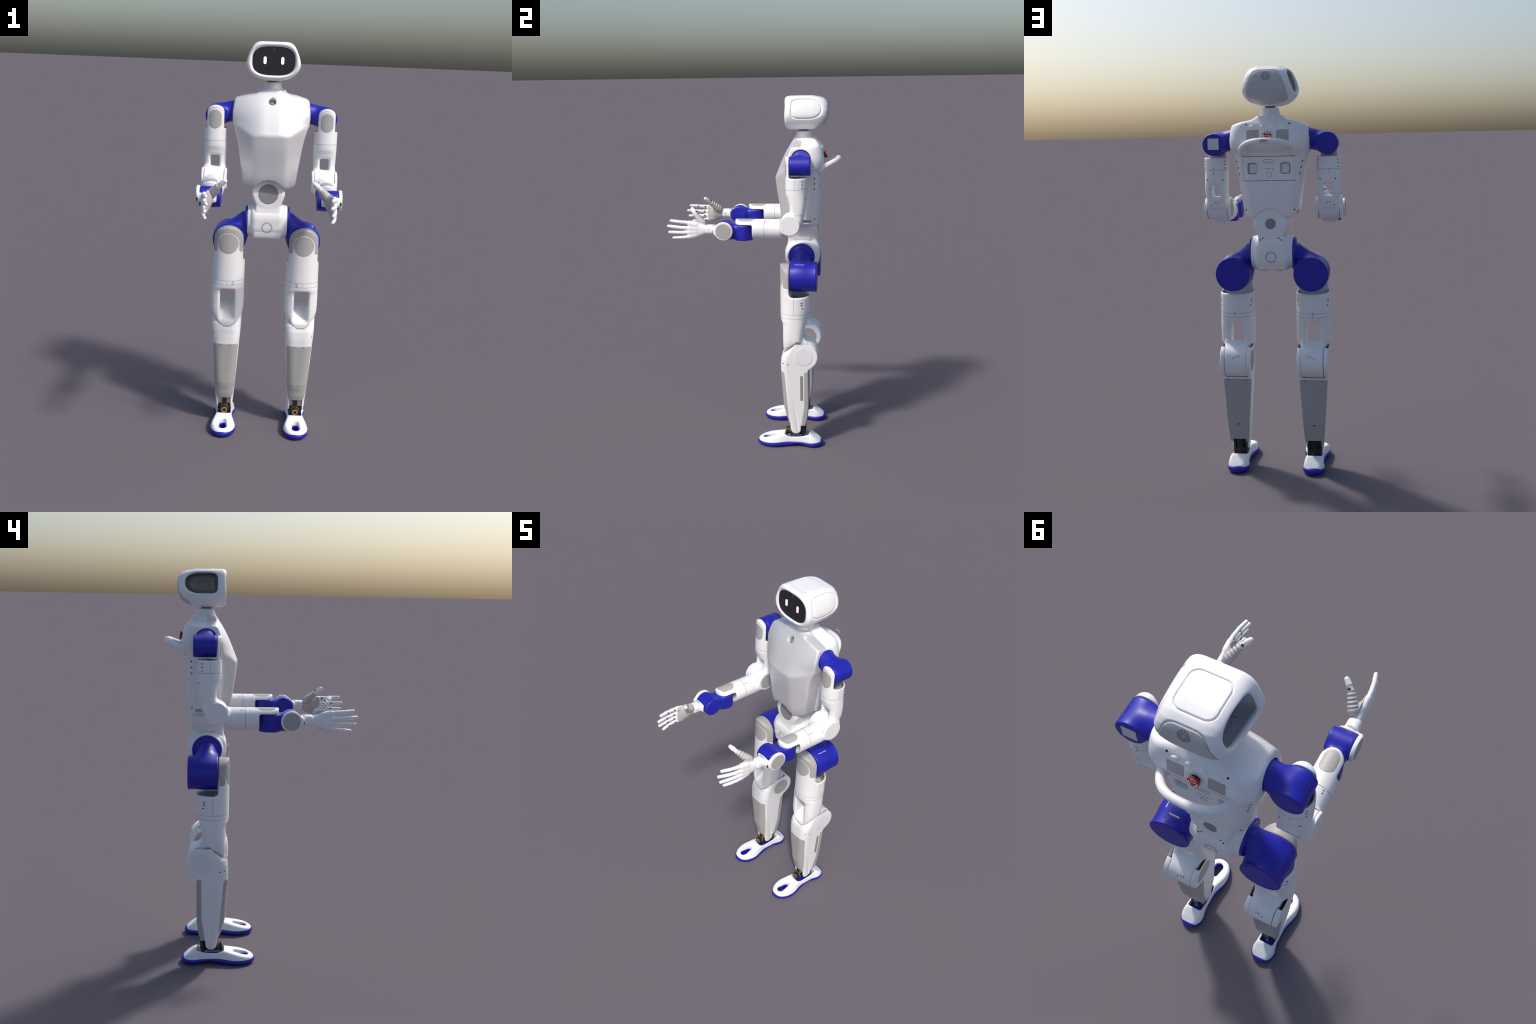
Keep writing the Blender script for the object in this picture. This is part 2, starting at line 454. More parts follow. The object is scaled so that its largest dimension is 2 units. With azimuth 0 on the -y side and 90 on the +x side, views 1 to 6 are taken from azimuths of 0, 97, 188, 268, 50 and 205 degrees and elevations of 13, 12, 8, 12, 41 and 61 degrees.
def torso_f(x, y, z):
    ax = np.abs(x)
    g_up = np.maximum(ax - 0.030, 0) ** 2 * curve(z, (1.55, 2.40), (1.60, 2.10), (1.66, 1.30), (1.74, 0.80))
    e = ax - curve(z, (1.29, 0.079), (1.45, 0.084), (1.58, 0.090))
    g_lo = curve(z, (1.29, 1.05), (1.42, 0.92), (1.55, 0.80)) * 0.5 * (e + np.sqrt(e * e + curve(z, (1.30, 0.012), (1.50, 0.022), (1.58, 0.028)) ** 2))
    upper = (curve(z, (1.50, 0.067), (1.552, 0.0915), (1.638, 0.1265), (1.696, 0.1540), (1.766, 0.1975)) + g_up - y) * 0.86
    lower = (curve(z, (1.28, 0.144), (1.305, 0.1310), (1.34, 0.1215), (1.40, 0.1120), (1.494, 0.0965), (1.552, 0.0895), (1.62, 0.081)) + g_lo - y) * 0.80
    front = smax(upper, lower, 0.005)
    w = curve(z, (1.28, 0.1305), (1.42, 0.149), (1.50, 0.1605), (1.576, 0.1795), (1.606, 0.190), (1.65, 0.1925), (1.70, 0.188), (1.74, 0.180))
    side = ax - w
    back = (y - curve(z, (1.27, 0.330), (1.32, 0.336), (1.40, 0.342), (1.585, 0.3425), (1.598, 0.346), (1.610, 0.358), (1.622, 0.3635), (1.65, 0.367), (1.69, 0.362), (1.726, 0.350), (1.76, 0.322))) * 0.93
    top = (z - curve(ax, (0.0, 1.768), (0.06, 1.763), (0.085, 1.751), (0.12, 1.744), (0.175, 1.730), (0.20, 1.724))) * 0.97
    arch = curve(ax, (0.0, 1.329), (0.03, 1.323), (0.06, 1.302), (0.085, 1.287), (0.10, 1.2845), (0.118, 1.291), (0.14, 1.303))
    bottom = (arch - z) * 0.85
    d = smax(front, side, 0.009)
    d = rmax(d, back, 0.062)
    d = smax(d, top, 0.011)
    d = smax(d, bottom, 0.008)
    # collar round the neck
    collar = extrude(box2(x, y, 0, 0.258, 0.067, 0.058, 0.045), z, 1.70, 1.7685, 0.003)
    d = smin(d, collar, 0.014)
    # sockets of the shoulders, dimple under the neck
    socket = np.maximum(np.hypot(y - 0.247, z - 1.661) - 0.0535, 0.170 - ax)
    d = smax(d, -socket, 0.005)
    dimple, _ = cone(x, y, z, (0, 0.1660, 1.7140), (0, 0.1990, 1.6900), 0.0165, 0.0150)
    slide, _ = cone(x, y, z, (0, 0.1640, 1.7140), (0, 0.1720, 1.7420), 0.0140, 0.0030)
    d = smax(d, -smin(dimple, slide, 0.01), 0.006)
    # shallow frame groove of the battery cover on the back
    frame = np.abs(box2(x, z, 0, 1.521, 0.1245, 0.058, 0.006)) - 0.0010
    d = smax(d, -np.maximum(frame, 0.30 - y), 0.002)
    # finger pockets of the battery cover
    pocket = box2(ax, z, 0.0790, 1.5215, 0.0240, 0.0265, 0.010)
    d = smax(d, -np.maximum(pocket, 0.312 - y), 0.004)
    # grip slots low on the flanks
    slot = np.maximum(segment2(y, z, 0.262, 1.309, 0.292, 1.309) - 0.009, 0.118 - ax)
    return smax(d, -slot, 0.004)
torso = solid("torso", torso_f, (-0.205, 0.075, 1.27), (0.205, 0.38, 1.78), 0.0019, WHITE, robot)
tt = tree(torso)
solid("dimple_shadow_plug", lambda x, y, z: cone(x, y, z, (0, 0.185, 1.697), (0, 0.20, 1.688), 0.0162, 0.016)[0],
      (-0.02, 0.165, 1.668), (0.02, 0.22, 1.718), 0.002, new_material("dimple_shadow_grey", (0.20, 0.20, 0.21)), torso)  # dark solid modelled to show the shadow at the dimple's bottom
split_front("chest_shell", torso, 0.245, CHEST, torso)
solid("slot_lining", lambda x, y, z: np.maximum(segment2(y, z, 0.262, 1.309, 0.292, 1.309) - 0.012, np.abs(x) - 0.119),
      (-0.125, 0.245, 1.29), (0.125, 0.31, 1.33), 0.003, INNER, torso)

# displays, buttons, stop button, battery cover furniture on the back
for s in (1, -1):
    solid("display", patch(torso_f, lambda x, y, z: np.maximum(box2(x, z, s * 0.0705, 1.6765, 0.030, 0.0275, 0.005), 0.30 - y), 0.0008),
          (s * 0.0705 - 0.035, 0.33, 1.640), (s * 0.0705 + 0.035, 0.385, 1.712), 0.0016, GREY, torso)
BUTTON = bpy.data.meshes.new("button")
_bm = bmesh.new(); bmesh.ops.create_uvsphere(_bm, u_segments=24, v_segments=12, radius=1); _bm.to_mesh(BUTTON); _bm.free()
BUTTON.materials.append(WHITE)
for p in BUTTON.polygons: p.use_smooth = True
for bx in (-0.077, -0.0265, 0.0255, 0.074):
    stud("button", BUTTON, tt, torso, (bx, 0.6, 1.7185), (0, -1, 0), 0.0095, 0.0050, 1.35)
for sx in (1, -1):
    stud("screw", HOLE, tt, torso, (sx * 0.1025, 0.6, 1.7305), (0, -1, -0.0), 0.0042)
    for hx, hz in ((0.1585, 1.555), (0.1520, 1.525), (0.1460, 1.496)):
        stud("screw", HOLE, tt, torso, (sx * hx, 0.6, hz), (0, -1, 0), 0.0042)
    stud("screw", HOLE, tt, torso, (sx * 0.117, 0.6, 1.323), (0, -1, 0), 0.0042)
    solid("pocket_latch", lambda x, y, z: box(x, y, z, (sx * 0.0770, 0.314, 1.5215), (0.0205, 0.010, 0.0245), 0.006),
          (sx * 0.077 - 0.024, 0.300, 1.493), (sx * 0.077 + 0.024, 0.328, 1.550), 0.0018, WHITE, torso)
solid("latch", patch(torso_f, lambda x, y, z: np.maximum(segment2(x, z, -0.018, 1.556, 0.018, 1.556) - 0.0078, 0.30 - y), 0.0012),
      (-0.03, 0.335, 1.545), (0.03, 0.356, 1.568), 0.0012, WHITE, torso)
solid("latch_groove", patch(torso_f, lambda x, y, z: np.maximum(np.abs(segment2(x, z, -0.018, 1.556, 0.018, 1.556) - 0.0066) - 0.0010, 0.30 - y), 0.0017),
      (-0.03, 0.335, 1.545), (0.03, 0.356, 1.568), 0.0009, SOFT_HOLE, torso)
solid("power_button", patch(torso_f, lambda x, y, z: np.maximum(np.hypot(x, z - 1.4915) - 0.0110, 0.30 - y), 0.0014),
      (-0.014, 0.335, 1.476), (0.014, 0.350, 1.507), 0.0012, WHITE, torso)
solid("power_button_ring", patch(torso_f, lambda x, y, z: np.maximum(np.abs(np.hypot(x, z - 1.4915) - 0.0113) - 0.0008, 0.30 - y), 0.0016),
      (-0.014, 0.335, 1.476), (0.014, 0.350, 1.507), 0.0008, SOFT_HOLE, torso)
for lx in (-0.0165, -0.0055, 0.0055, 0.0165):
    stud("indicator_light", HOLE, tt, torso, (lx, 0.6, 1.520), (0, -1, 0), 0.0021)

# emergency stop button
hit, nor, _, _ = tt.ray_cast(Vector((0, 0.6, 1.672)), Vector((0, -1, 0)))
ya = nor.normalized(); xa = Vector((-1, 0, 0)); za = ya.cross(xa)
STOP = Matrix.Translation(hit) @ Matrix((xa, za, ya)).transposed().to_4x4()
def stop_piece(name, material, r, z0, z1, parent=torso):
    bm = bmesh.new()
    bmesh.ops.create_cone(bm, cap_ends=True, segments=48, radius1=r, radius2=r, depth=z1 - z0, matrix=Matrix.Translation((0, 0, (z0 + z1) / 2)))
    bmesh.ops.bevel(bm, geom=[e for e in bm.edges if len(e.link_faces) == 2 and max(len(f.verts) for f in e.link_faces) > 4], offset=0.0012, segments=2, affect="EDGES")
    me = bpy.data.meshes.new(name); bm.to_mesh(me); bm.free(); me.materials.append(material)
    ob = put(name, me, parent); ob.matrix_world = STOP
    return ob
stop_piece("stop_button_collar", BLACK, 0.0165, -0.004, 0.0095)
stop_piece("emergency_stop_button", RED, 0.0208, 0.0095, 0.0175)
bm = bmesh.new()
for k in range(3):                         # three curved arrows
    a0 = math.radians(90 + 120 * k - 48); prev = None
    for i in range(17):
        t = i / 16; a = a0 + math.radians(86) * t
        wdt = 0.0019 if t < 0.78 else 0.0036 * (1 - t) / 0.22 + 0.0002
        ring = [bm.verts.new((r * math.cos(a), r * math.sin(a), zz)) for r in (0.0152 - wdt, 0.0152 + wdt) for zz in (0.0170, 0.0180)]
        if prev:
            for i0, i1 in ((1, 3), (3, 2), (2, 0), (0, 1)):
                bm.faces.new((prev[i0], ring[i0], ring[i1], prev[i1]))
        prev = ring
bmesh.ops.recalc_face_normals(bm, faces=bm.faces)
me = bpy.data.meshes.new("rotation_arrow"); bm.to_mesh(me); bm.free(); me.materials.append(EYE)
put("rotation_arrow", me, torso).matrix_world = STOP
txt = bpy.data.curves.new("stop_lettering", "FONT"); txt.body = "STOP"; txt.size = 0.0085; txt.align_x = "CENTER"; txt.align_y = "CENTER"; txt.extrude = 0.0004
tob = bpy.data.objects.new("tmp", txt); bpy.context.scene.collection.objects.link(tob)
me = bpy.data.meshes.new_from_object(tob.evaluated_get(bpy.context.evaluated_depsgraph_get())); bpy.data.objects.remove(tob)
me.materials.clear(); me.materials.append(EYE)
o = put("stop_lettering", me, torso); o.matrix_world = STOP @ Matrix.Translation((0, 0, 0.0177))

# carry handle: a bowed tube
def handle_f(x, y, z):
    ax = np.abs(x)
    n = 14
    pts = []
    for i in range(n + 1):
        t = i / n
        px = 0.124 * math.sin(t * math.pi / 2) ** 0.85
        bow = 1 - (px / 0.124) ** 2.6 if px < 0.124 else 0
        pts.append((px, 0.350 + 0.097 * max(bow, 0) ** 0.55, 1.608 + 0.044 * max(bow, 0) ** 0.55))
    d = 1e3
    for p, q in zip(pts[:-1], pts[1:]):
        c, h = cone(ax, y, z, p, q, 0.0150 + 0.10 * max(0.40 - p[1], 0), 0.0150 + 0.10 * max(0.40 - q[1], 0))
        d = np.minimum(d, c)
    # lugs that run down into the back
    lug = box(ax, y, z, (0.126, 0.338, 1.606), (0.0170, 0.022, 0.0230), 0.010)
    return smin(d, lug, 0.02)
handle = solid("carry_handle", handle_f, (-0.155, 0.315, 1.575), (0.155, 0.472, 1.672), 0.002, WHITE, robot)
solid("label_plate", lambda x, y, z: box(x, y, z, (0, 0.4945, 1.6535), (0.0170, 0.0010, 0.0060), 0.0005),
      (-0.02, 0.492, 1.645), (0.02, 0.497, 1.662), 0.0006, GREY, handle)

# ---------------------------------------------------------------- waist and pelvis

def waist_f(x, y, z):
    ax = np.abs(x)
    hub = disc(x, z, y, 0, 1.262, 0.0830, 0.166, 0.3275, 0.012)
    hw = curve(z, (1.10, 0.072), (1.16, 0.066), (1.197, 0.0645), (1.23, 0.073), (1.262, 0.082))
    yf = curve(z, (1.02, 0.158), (1.06, 0.150), (1.12, 0.1475), (1.165, 0.158), (1.20, 0.1635), (1.25, 0.166))
    yb = curve(z, (1.02, 0.318), (1.06, 0.333), (1.10, 0.343), (1.15, 0.341), (1.20, 0.329), (1.25, 0.3275))
    stem = smax(ax - hw, smax(yf - y, y - yb, 0.02), 0.014)
    stem = smax(stem, np.maximum(1.022 - z, z - 1.262), 0.02)
    return smin(hub, stem, 0.012)
waist = solid("waist", waist_f, (-0.095, 0.135, 1.01), (0.095, 0.355, 1.352), 0.0022, WHITE, robot)
solid("waist_disc_cover", patch(waist_f, lambda x, y, z: np.maximum(np.hypot(x, z - 1.2560) - 0.0505, y - 0.2), 0.0009), (-0.055, 0.155, 1.2), (0.055, 0.178, 1.312), 0.0018, MID_GREY, waist)
solid("waist_disc_cover", patch(waist_f, lambda x, y, z: np.maximum(np.hypot(x, z - 1.2555) - 0.0262, 0.3 - y), 0.0009), (-0.03, 0.315, 1.225), (0.03, 0.335, 1.286), 0.0016, MID_GREY, waist)

def pelvis_f(x, y, z):
    ax = np.abs(x)
    ry = np.hypot(y - 0.2435, (z - 1.1055)) 
    drum = extrude(ry - 0.0815, ax, -0.2, 0.1015, 0.008)
    flank = smax(box2(y, z, 0.2435, 1.105, 0.098, 0.087, 0.07), ax - 0.085, 0.03)
    d = smin(drum, flank, 0.012)
    return smax(d, 1.0265 - z, 0.006)

def ring_mark(zc, front):
    def region(x, y, z):
        r = np.hypot(x, z - zc); a = np.arctan2(z - zc, x)
        gap = np.abs(((a - math.pi / 2 + math.pi / 3) % (2 * math.pi / 3)) - math.pi / 3) * r
        d = np.maximum(np.abs(r - 0.0245) - 0.0045, 0.0014 - gap)
        return np.maximum(d, (y - 0.2) if front else (0.3 - y))
    return patch(lambda x, y, z: np.minimum(waist_f(x, y, z), pelvis_f(x, y, z)), region, 0.0009)
MARK = new_material("emblem_grey", (0.50, 0.50, 0.50), rough=0.5)
solid("ring_emblem", ring_mark(1.0885, True), (-0.032, 0.138, 1.055), (0.032, 0.165, 1.122), 0.0012, MARK, waist)
solid("ring_emblem", ring_mark(1.0945, False), (-0.032, 0.325, 1.062), (0.032, 0.350, 1.128), 0.0012, MARK, waist)
wt = tree(waist)
for sx in (1, -1):
    for hx, hz in ((0.0385, 1.186), (0.0505, 1.178)):
        stud("screw", HOLE, wt, waist, (sx * hx, 0.6, hz), (0, -1, 0), 0.0035)
    for hx in (0.032, 0.040, 0.048):
        stud("screw", HOLE, wt, waist, (sx * hx, 0.313, 0.9), (0, 0, 1), 0.0032)

def waist_motor_f(x, y, z):
    ax = np.abs(x)
    d = box(ax, y, z, (0.04, 0.243, 1.258), (0.0440, 0.054, 0.066), 0.014)
    return smax(d, ax - curve(z, (1.19, 0.070), (1.215, 0.0735), (1.25, 0.0835)), 0.006)
wm = solid("waist_motor_cover", waist_motor_f, (-0.1, 0.18, 1.185), (0.1, 0.305, 1.33), 0.0022,
           new_material("waist_cover_plastic", (0.74, 0.74, 0.75), seams=[("Z", 1.247, 0.0009)]), waist)
wmt = tree(wm)
for sx in (1, -1):
    for yy in (0.222, 0.240, 0.252):
        stud("moulded_recess", SOFT, wmt, wm, (sx * 0.4, yy, 1.229), (-sx, 0, 0), 0.0022, 0.0006, 1.0).scale.y = 0.0062

pelvis = solid("pelvis", pelvis_f, (-0.112, 0.135, 1.015), (0.112, 0.352, 1.205), 0.0022, WHITE, robot)

# ------------------------------------------------------------------------- hips

HX, HZC = 0.1915, 1.0080
def hip_f(x, y, z):
    plate = disc(y, z, x, 0.2425, 1.1055, 0.0752, 0.0995, 0.1120, 0.003)
    step = disc(y, z, x, 0.2425, 1.1055, 0.0570, 0.1, 0.1150, 0.002)
    barrel = disc(x, z, y, HX, HZC, 0.0836, 0.1850, 0.3310, 0.006)
    rim = disc(x, z, y, HX, HZC, 0.0845, 0.3210, 0.3350, 0.004)
    body, _ = cone(x, y, z, (0.106, 0.2425, 1.1040), (HX, 0.2425, HZC + 0.004), 0.0500, 0.0740)
    body = smin(smax(body, 0.100 - x, 0.004), barrel, 0.03)
    body = smax(body, 0.1850 - y, 0.004)
    return np.minimum(np.minimum(body, np.minimum(plate, step)), rim)
hips = pair("hip", hip_f, (0.095, 0.158, 0.915), (0.283, 0.345, 1.188), 0.0022, BLUE, BOTH)
for hp, sx in zip(hips, (1, -1)):
    t_ = tree(hp)
    for ox in (-0.052, 0.052):
        for oz in (-0.053, 0.053):
            stud("screw", HOLE, t_, hp, (sx * (HX + ox), 0.6, HZC + oz), (0, -1, 0), 0.0042)
    for a in (15, 60, 75 + 30, 150, 165 + 20, 345):
        stud("screw", HOLE, t_, hp, (sx * 0.4, 0.2425 + 0.068 * math.cos(math.radians(a)), 1.1055 + 0.068 * math.sin(math.radians(a))), (-sx, 0, 0), 0.0026)
    if sx > 0:
        solid("label_plate", lambda x, y, z: box(x, y, z, (0.2325, 0.241, 1.0845), (0.0030, 0.026, 0.0010), 0.0004),
              (0.227, 0.212, 1.081), (0.239, 0.27, 1.088), 0.0008, STICKER, hp)
        solid("label_plate", lambda x, y, z: box(x, y, z, (0.187, 0.284, 1.0925), (0.0210, 0.0030, 0.0012), 0.0004),
              (0.163, 0.279, 1.089), (0.211, 0.289, 1.096), 0.0008, STICKER, hp)

# ----------------------------------------------------------------------- thighs

TX = 0.1915
KY, KZ = 0.2620, 0.5595
def thigh_f(x, y, z):
    dx = x - TX
    hx = curve(z, (0.540, 0.030), (0.556, 0.0440), (0.575, 0.0560), (0.60, 0.0690), (0.622, 0.0785), (0.66, 0.0848), (0.72, 0.0858), (0.82, 0.0846), (0.905, 0.0840))
    yf = curve(z, (0.55, 0.1455), (0.60, 0.1440), (0.73, 0.1415), (0.748, 0.1385), (0.765, 0.1325), (0.79, 0.1298), (0.90, 0.1290))
    yb = curve(z, (0.60, 0.254), (0.664, 0.264), (0.74, 0.276), (0.765, 0.282), (0.79, 0.290), (0.83, 0.296), (0.905, 0.298))
    yc = (yf + yb) / 2; hy = (yb - yf) / 2
    p = curve(z, (0.56, 3.4), (0.72, 2.9), (0.80, 2.15), (0.9, 2.1))
    r = (np.maximum(np.abs(dx) / hx, 1e-6) ** p + np.maximum(np.abs(y - yc) / hy, 1e-6) ** p) ** (1 / p)
    tube = (r - 1) * np.minimum(hx, hy) * 0.95
    dome = segment2(dx, z, 0, 0.80, 0, 1.0055) - 0.0802
    top = smin(z - 0.906, smax(dome, y - 0.1825, 0.006), 0.030)       # rear rim, or the front cheek with its round head
    body = smax(tube, top, 0.012)
    hollow = np.maximum(np.hypot(dx, y - 0.2135) - curve(z, (0.765, 0.064), (0.80, 0.0700), (0.84, 0.0775)), np.maximum(0.765 - z, 0.186 - y))
    body = smax(body, -hollow, 0.003)
    # knee end: sloping lower edge, knuckle, and the window
    low = (0.5535 + 0.030 * np.clip((np.abs(dx) - 0.015) / 0.045, 0, 1) ** 1.5 + (y - 0.146) * 0.72 - 0.040 * np.clip((y - 0.225) / 0.04, 0, 1) - z) * 0.78
    body = smax(body, np.where(y < 0.30, low, -1), 0.010)
    knuckle = disc(y, z, x, KY, KZ, 0.0825, 0.1375, 0.2445, 0.004)
    neck_ = np.maximum(np.maximum(np.abs(dx) - 0.0530, segment2(y, z, 0.235, 0.66, KY, KZ) - 0.030), z - 0.66)
    d = smin(body, smin(knuckle, neck_, 0.03), 0.016)
    floor = (0.5875 + (y - 0.145) * 0.66 - z) * 0.83
    win = smax(smax(np.abs(dx) - 0.0375, z - 0.757, 0.016), floor, 0.020)
    return smax(d, -win, 0.012)
thighs = pair("thigh", thigh_f, (0.10, 0.122, 0.455), (0.283, 0.350, 1.093), 0.0023, WHITE_THIGH, BOTH)
def thigh_collar(x, y, z):
    dx = np.abs(x - TX)
    keep = np.minimum(np.hypot(dx, z - 1.0005) - 0.0550, np.maximum(dx - 0.0550, z - 1.0005))
    low = np.hypot(np.maximum(dx - 0.068, 0) * 0, z) * 0 + 0.955 - z
    return np.maximum(np.maximum(smax(-keep, low, 0.016), y - 0.1835), z - 1.2)
pair("thigh_collar", patch(thigh_f, thigh_collar, 0.0008), (0.105, 0.122, 0.955), (0.278, 0.19, 1.092), 0.0016, GREY, thighs)
pair("thigh_disc_cover", patch(thigh_f, lambda x, y, z: np.maximum(np.hypot(x - TX, z - 1.0005) - 0.0520, y - 0.20), 0.0009),
     (0.135, 0.122, 0.945), (0.248, 0.165, 1.056), 0.0016, GREY, thighs)
pair("hip_motor", lambda x, y, z: np.minimum(extrude(np.abs(np.hypot(x - TX, y - 0.2135) - 0.0762) - 0.0022, z, 0.840, 0.8985, 0.0005), disc(x, y, z, TX, 0.2135, 0.064, 0.760, 0.780, 0.004)),
     (0.108, 0.13, 0.755), (0.275, 0.297, 0.905), 0.002, MOTOR, thighs)
for th, sx in zip(thighs, (1, -1)):
    t_ = tree(th)
    for q in (1, -1):
        for dz, dy in ((0.873, 0.030), (0.861, 0.030), (0.842, 0.036)):
            stud("screw", HOLE, t_, th, (sx * TX + q * 0.30, 0.2135 + dy * 4.2, dz), (-q * 0.30, -dy * 4.2 + 0.01, 0), 0.0032, 0.0006, 1.5)
    for i, dz in enumerate((0.801, 0.794, 0.787)):
        stud("moulded_recess", SOFT, t_, th, (sx * (TX - 0.030 + 0.002 * i), -0.3, dz), (0, 1, 0), 0.0018, 0.0005, 4.5, 0.12 * sx)
    for px, pz in ((TX - 0.02, 0.598), (TX - 0.008, 0.598), (TX + 0.008, 0.590)):
        stud("moulded_recess", SOFT, t_, th, (sx * px, 0.6, pz), (0, -1, 0), 0.0022, 0.0006, 1.0).scale.y = 0.007
    stud("index_mark", unit_disc("index_mark", BLUE), t_, th, (sx * 0.196, 0.6, 0.806), (0, -1, 0), 0.0012, 0.0006).scale.y = 0.0075

# ------------------------------------------------------------------------ shins

def shin_f(x, y, z):
    dx = np.abs(x - 0.1920)
    hw = curve(z, (0.06, 0.0405), (0.15, 0.0475), (0.30, 0.0588), (0.46, 0.0692), (0.535, 0.0745), (0.606, 0.0765))
    crease = np.abs(y - (0.2020 + (0.30 - z) * 0.13))                # tapering valley down the flank
    hw = hw - 0.0032 * np.exp(-(crease / 0.007) ** 2) * np.clip((0.31 - z) / 0.14, 0, 1)
    side = polygon2(y, z, [(0.1435, 0.574), (0.1340, 0.540), (0.1310, 0.500), (0.1315, 0.455), (0.1380, 0.360), (0.1465, 0.243), (0.1630, 0.175),
                           (0.1785, 0.138), (0.1835, 0.098), (0.194, 0.081), (0.215, 0.0755), (0.234, 0.080), (0.2440, 0.096), (0.2480, 0.131),
                           (0.2700, 0.131), (0.2820, 0.180), (0.2890, 0.243), (0.2900, 0.300), (0.2890, 0.447), (0.285, 0.50), (0.262, 0.641), (0.236, 0.648), (0.205, 0.622)])
    knee = np.hypot(y - KY, z - KZ) - 0.0810
    prof = smin(side, knee, 0.022)
    d = smax(prof, (dx - hw) * 0.98, curve(y, (0.16, 0.048), (0.21, 0.014), (0.26, 0.006)))
    # slot for the thigh's knuckle, seat of the thigh's lower rim
    slot = np.maximum(np.hypot(y - KY, z - KZ) - 0.0850, dx - 0.0548)
    slot = np.minimum(slot, np.maximum(np.maximum(dx - 0.0548, 0.50 - z), 0.17 - y))
    d = smax(d, -slot, 0.003)
    # open fork at the ankle
    fork = np.maximum(dx - 0.0335, z - 0.1470)
    keep = np.maximum(np.abs(y - 0.2190) - 0.0060, dx - 0.05)
    d = smax(d, -np.maximum(fork, -keep), 0.004)
    return d
def shin_cut(x, y, z):
    return smax(shin_f(x, y, z), -np.maximum(thigh_f(x, y, z) - 0.0035, y - 0.205), 0.003)
shins = pair("shin", shin_cut, (0.108, 0.122, 0.054), (0.275, 0.348, 0.632), 0.0022, WHITE, BOTH)
def shin_front(x, y, z):
    edge = curve(z, (0.13, 0.1815), (0.246, 0.172), (0.40, 0.158), (0.466, 0.1520))
    return smax(smax(y - edge, z - 0.4665, 0.012), 0.1450 - z, 0.008)
pair("shin_front_cover", patch(shin_f, shin_front, 0.0009), (0.115, 0.125, 0.14), (0.268, 0.19, 0.474), 0.0020, GREY, shins)
def shin_back(x, y, z):
    edge = curve(z, (0.12, 0.2465), (0.18, 0.253), (0.25, 0.2640), (0.45, 0.2660))
    return smax(smax(edge - y, z - 0.4695, 0.006), 0.1305 - z, 0.004)
pair("shin_rear_cover", patch(shin_f, shin_back, 0.0009), (0.115, 0.238, 0.112), (0.268, 0.298, 0.476), 0.0020, GREY, shins)
pair("knee_disc_cover", patch(shin_f, lambda x, y, z: np.maximum(np.hypot(y - KY, z - KZ) - 0.0530, 0.22 - x), 0.0010),
     (0.245, 0.205, 0.495), (0.27, 0.32, 0.612), 0.0018, PALE, shins)
pair("knee_disc_cover", patch(shin_f, lambda x, y, z: np.maximum(np.hypot(y - KY, z - KZ) - 0.0530, x - 0.16), 0.0010),
     (0.108, 0.205, 0.495), (0.138, 0.32, 0.612), 0.0018, GREY, shins)
solid("label_strip", patch(shin_f, lambda x, y, z: np.maximum(np.maximum(np.abs(y - 0.2515) - 0.0085, np.abs(z - 0.3680) - 0.0765), 0.20 - x), 0.0009),
      (0.22, 0.238, 0.285), (0.272, 0.266, 0.452), 0.0016, MID_GREY, shins[0])
for sh, sx in zip(shins, (1, -1)):
    t_ = tree(sh)
    for yy, zz in ((0.1475, 0.5150), (0.1740, 0.5115)):
        stud("screw", HOLE, t_, sh, (sx * 0.5, yy, zz), (-sx, 0, 0), 0.0034)
    for px, pz, yy, di, r in ((-0.024, 0.4600, -0.3, 1, 0.0026), (0.024, 0.4600, -0.3, 1, 0.0026), (-0.006, 0.214, -0.3, 1, 0.0024), (0.006, 0.214, -0.3, 1, 0.0024),
                              (-0.045, 0.4620, 0.6, -1, 0.0028), (0.045, 0.4620, 0.6, -1, 0.0028), (0.0, 0.232, 0.6, -1, 0.0030)):
        s_ = stud("screw", HOLE, t_, sh, (sx * (0.1920 + px), yy, pz), (0, di, 0), r, 0.0016, 2.0 if (px == 0.0) else 1.0)

# ------------------------------------------------------------------ ankle and foot

FX = 0.1915
def ankle_f(x, y, z):
    a = disc(x, z, y, 0.1895, 0.0840, 0.0225, 0.158, 0.270, 0.003)
    a = np.minimum(a, box(x, y, z, (0.1895, 0.194, 0.125), (0.0125, 0.012, 0.030), 0.003))
    a = np.minimum(a, box(x, y, z, (0.1895, 0.257, 0.108), (0.014, 0.016, 0.040), 0.004))
    a = np.minimum(a, np.maximum(np.minimum(np.hypot(x - 0.163, y - 0.258), np.hypot(x - 0.216, y - 0.258)) - 0.0085, np.abs(z - 0.1) - 0.045))
    a = np.minimum(a, disc(y, z, x, 0.214, 0.0840, 0.0150, 0.155, 0.225, 0.003))
    return np.maximum(a, -(np.hypot(x - 0.1895, z - 0.084) - 0.0085 + 40 * np.maximum(y - 0.166, 0)))
ankles = pair("ankle_joint", ankle_f, (0.145, 0.150, 0.052), (0.236, 0.285, 0.16), 0.0016, JOINT_BLACK, BOTH)
pair("brass_ring", lambda x, y, z: np.minimum(
        extrude(np.abs(np.hypot(x - 0.1895, z - 0.084) - 0.0120) - 0.0030, y, 0.1568, 0.1620, 0.0008),
        extrude(np.abs(np.hypot(x - 0.1895, z - 0.084) - 0.0218) - 0.0013, y, 0.1800, 0.1835, 0.0006)),
     (0.160, 0.153, 0.056), (0.219, 0.19, 0.112), 0.0012, GOLD, ankles)
pair("brass_strip", lambda x, y, z: box(np.abs(x - 0.1895), y, z, (0.0122, 0.1945, 0.122), (0.0011, 0.0105, 0.020), 0.0006),
     (0.172, 0.180, 0.098), (0.207, 0.205, 0.152), 0.0012, GOLD, ankles)

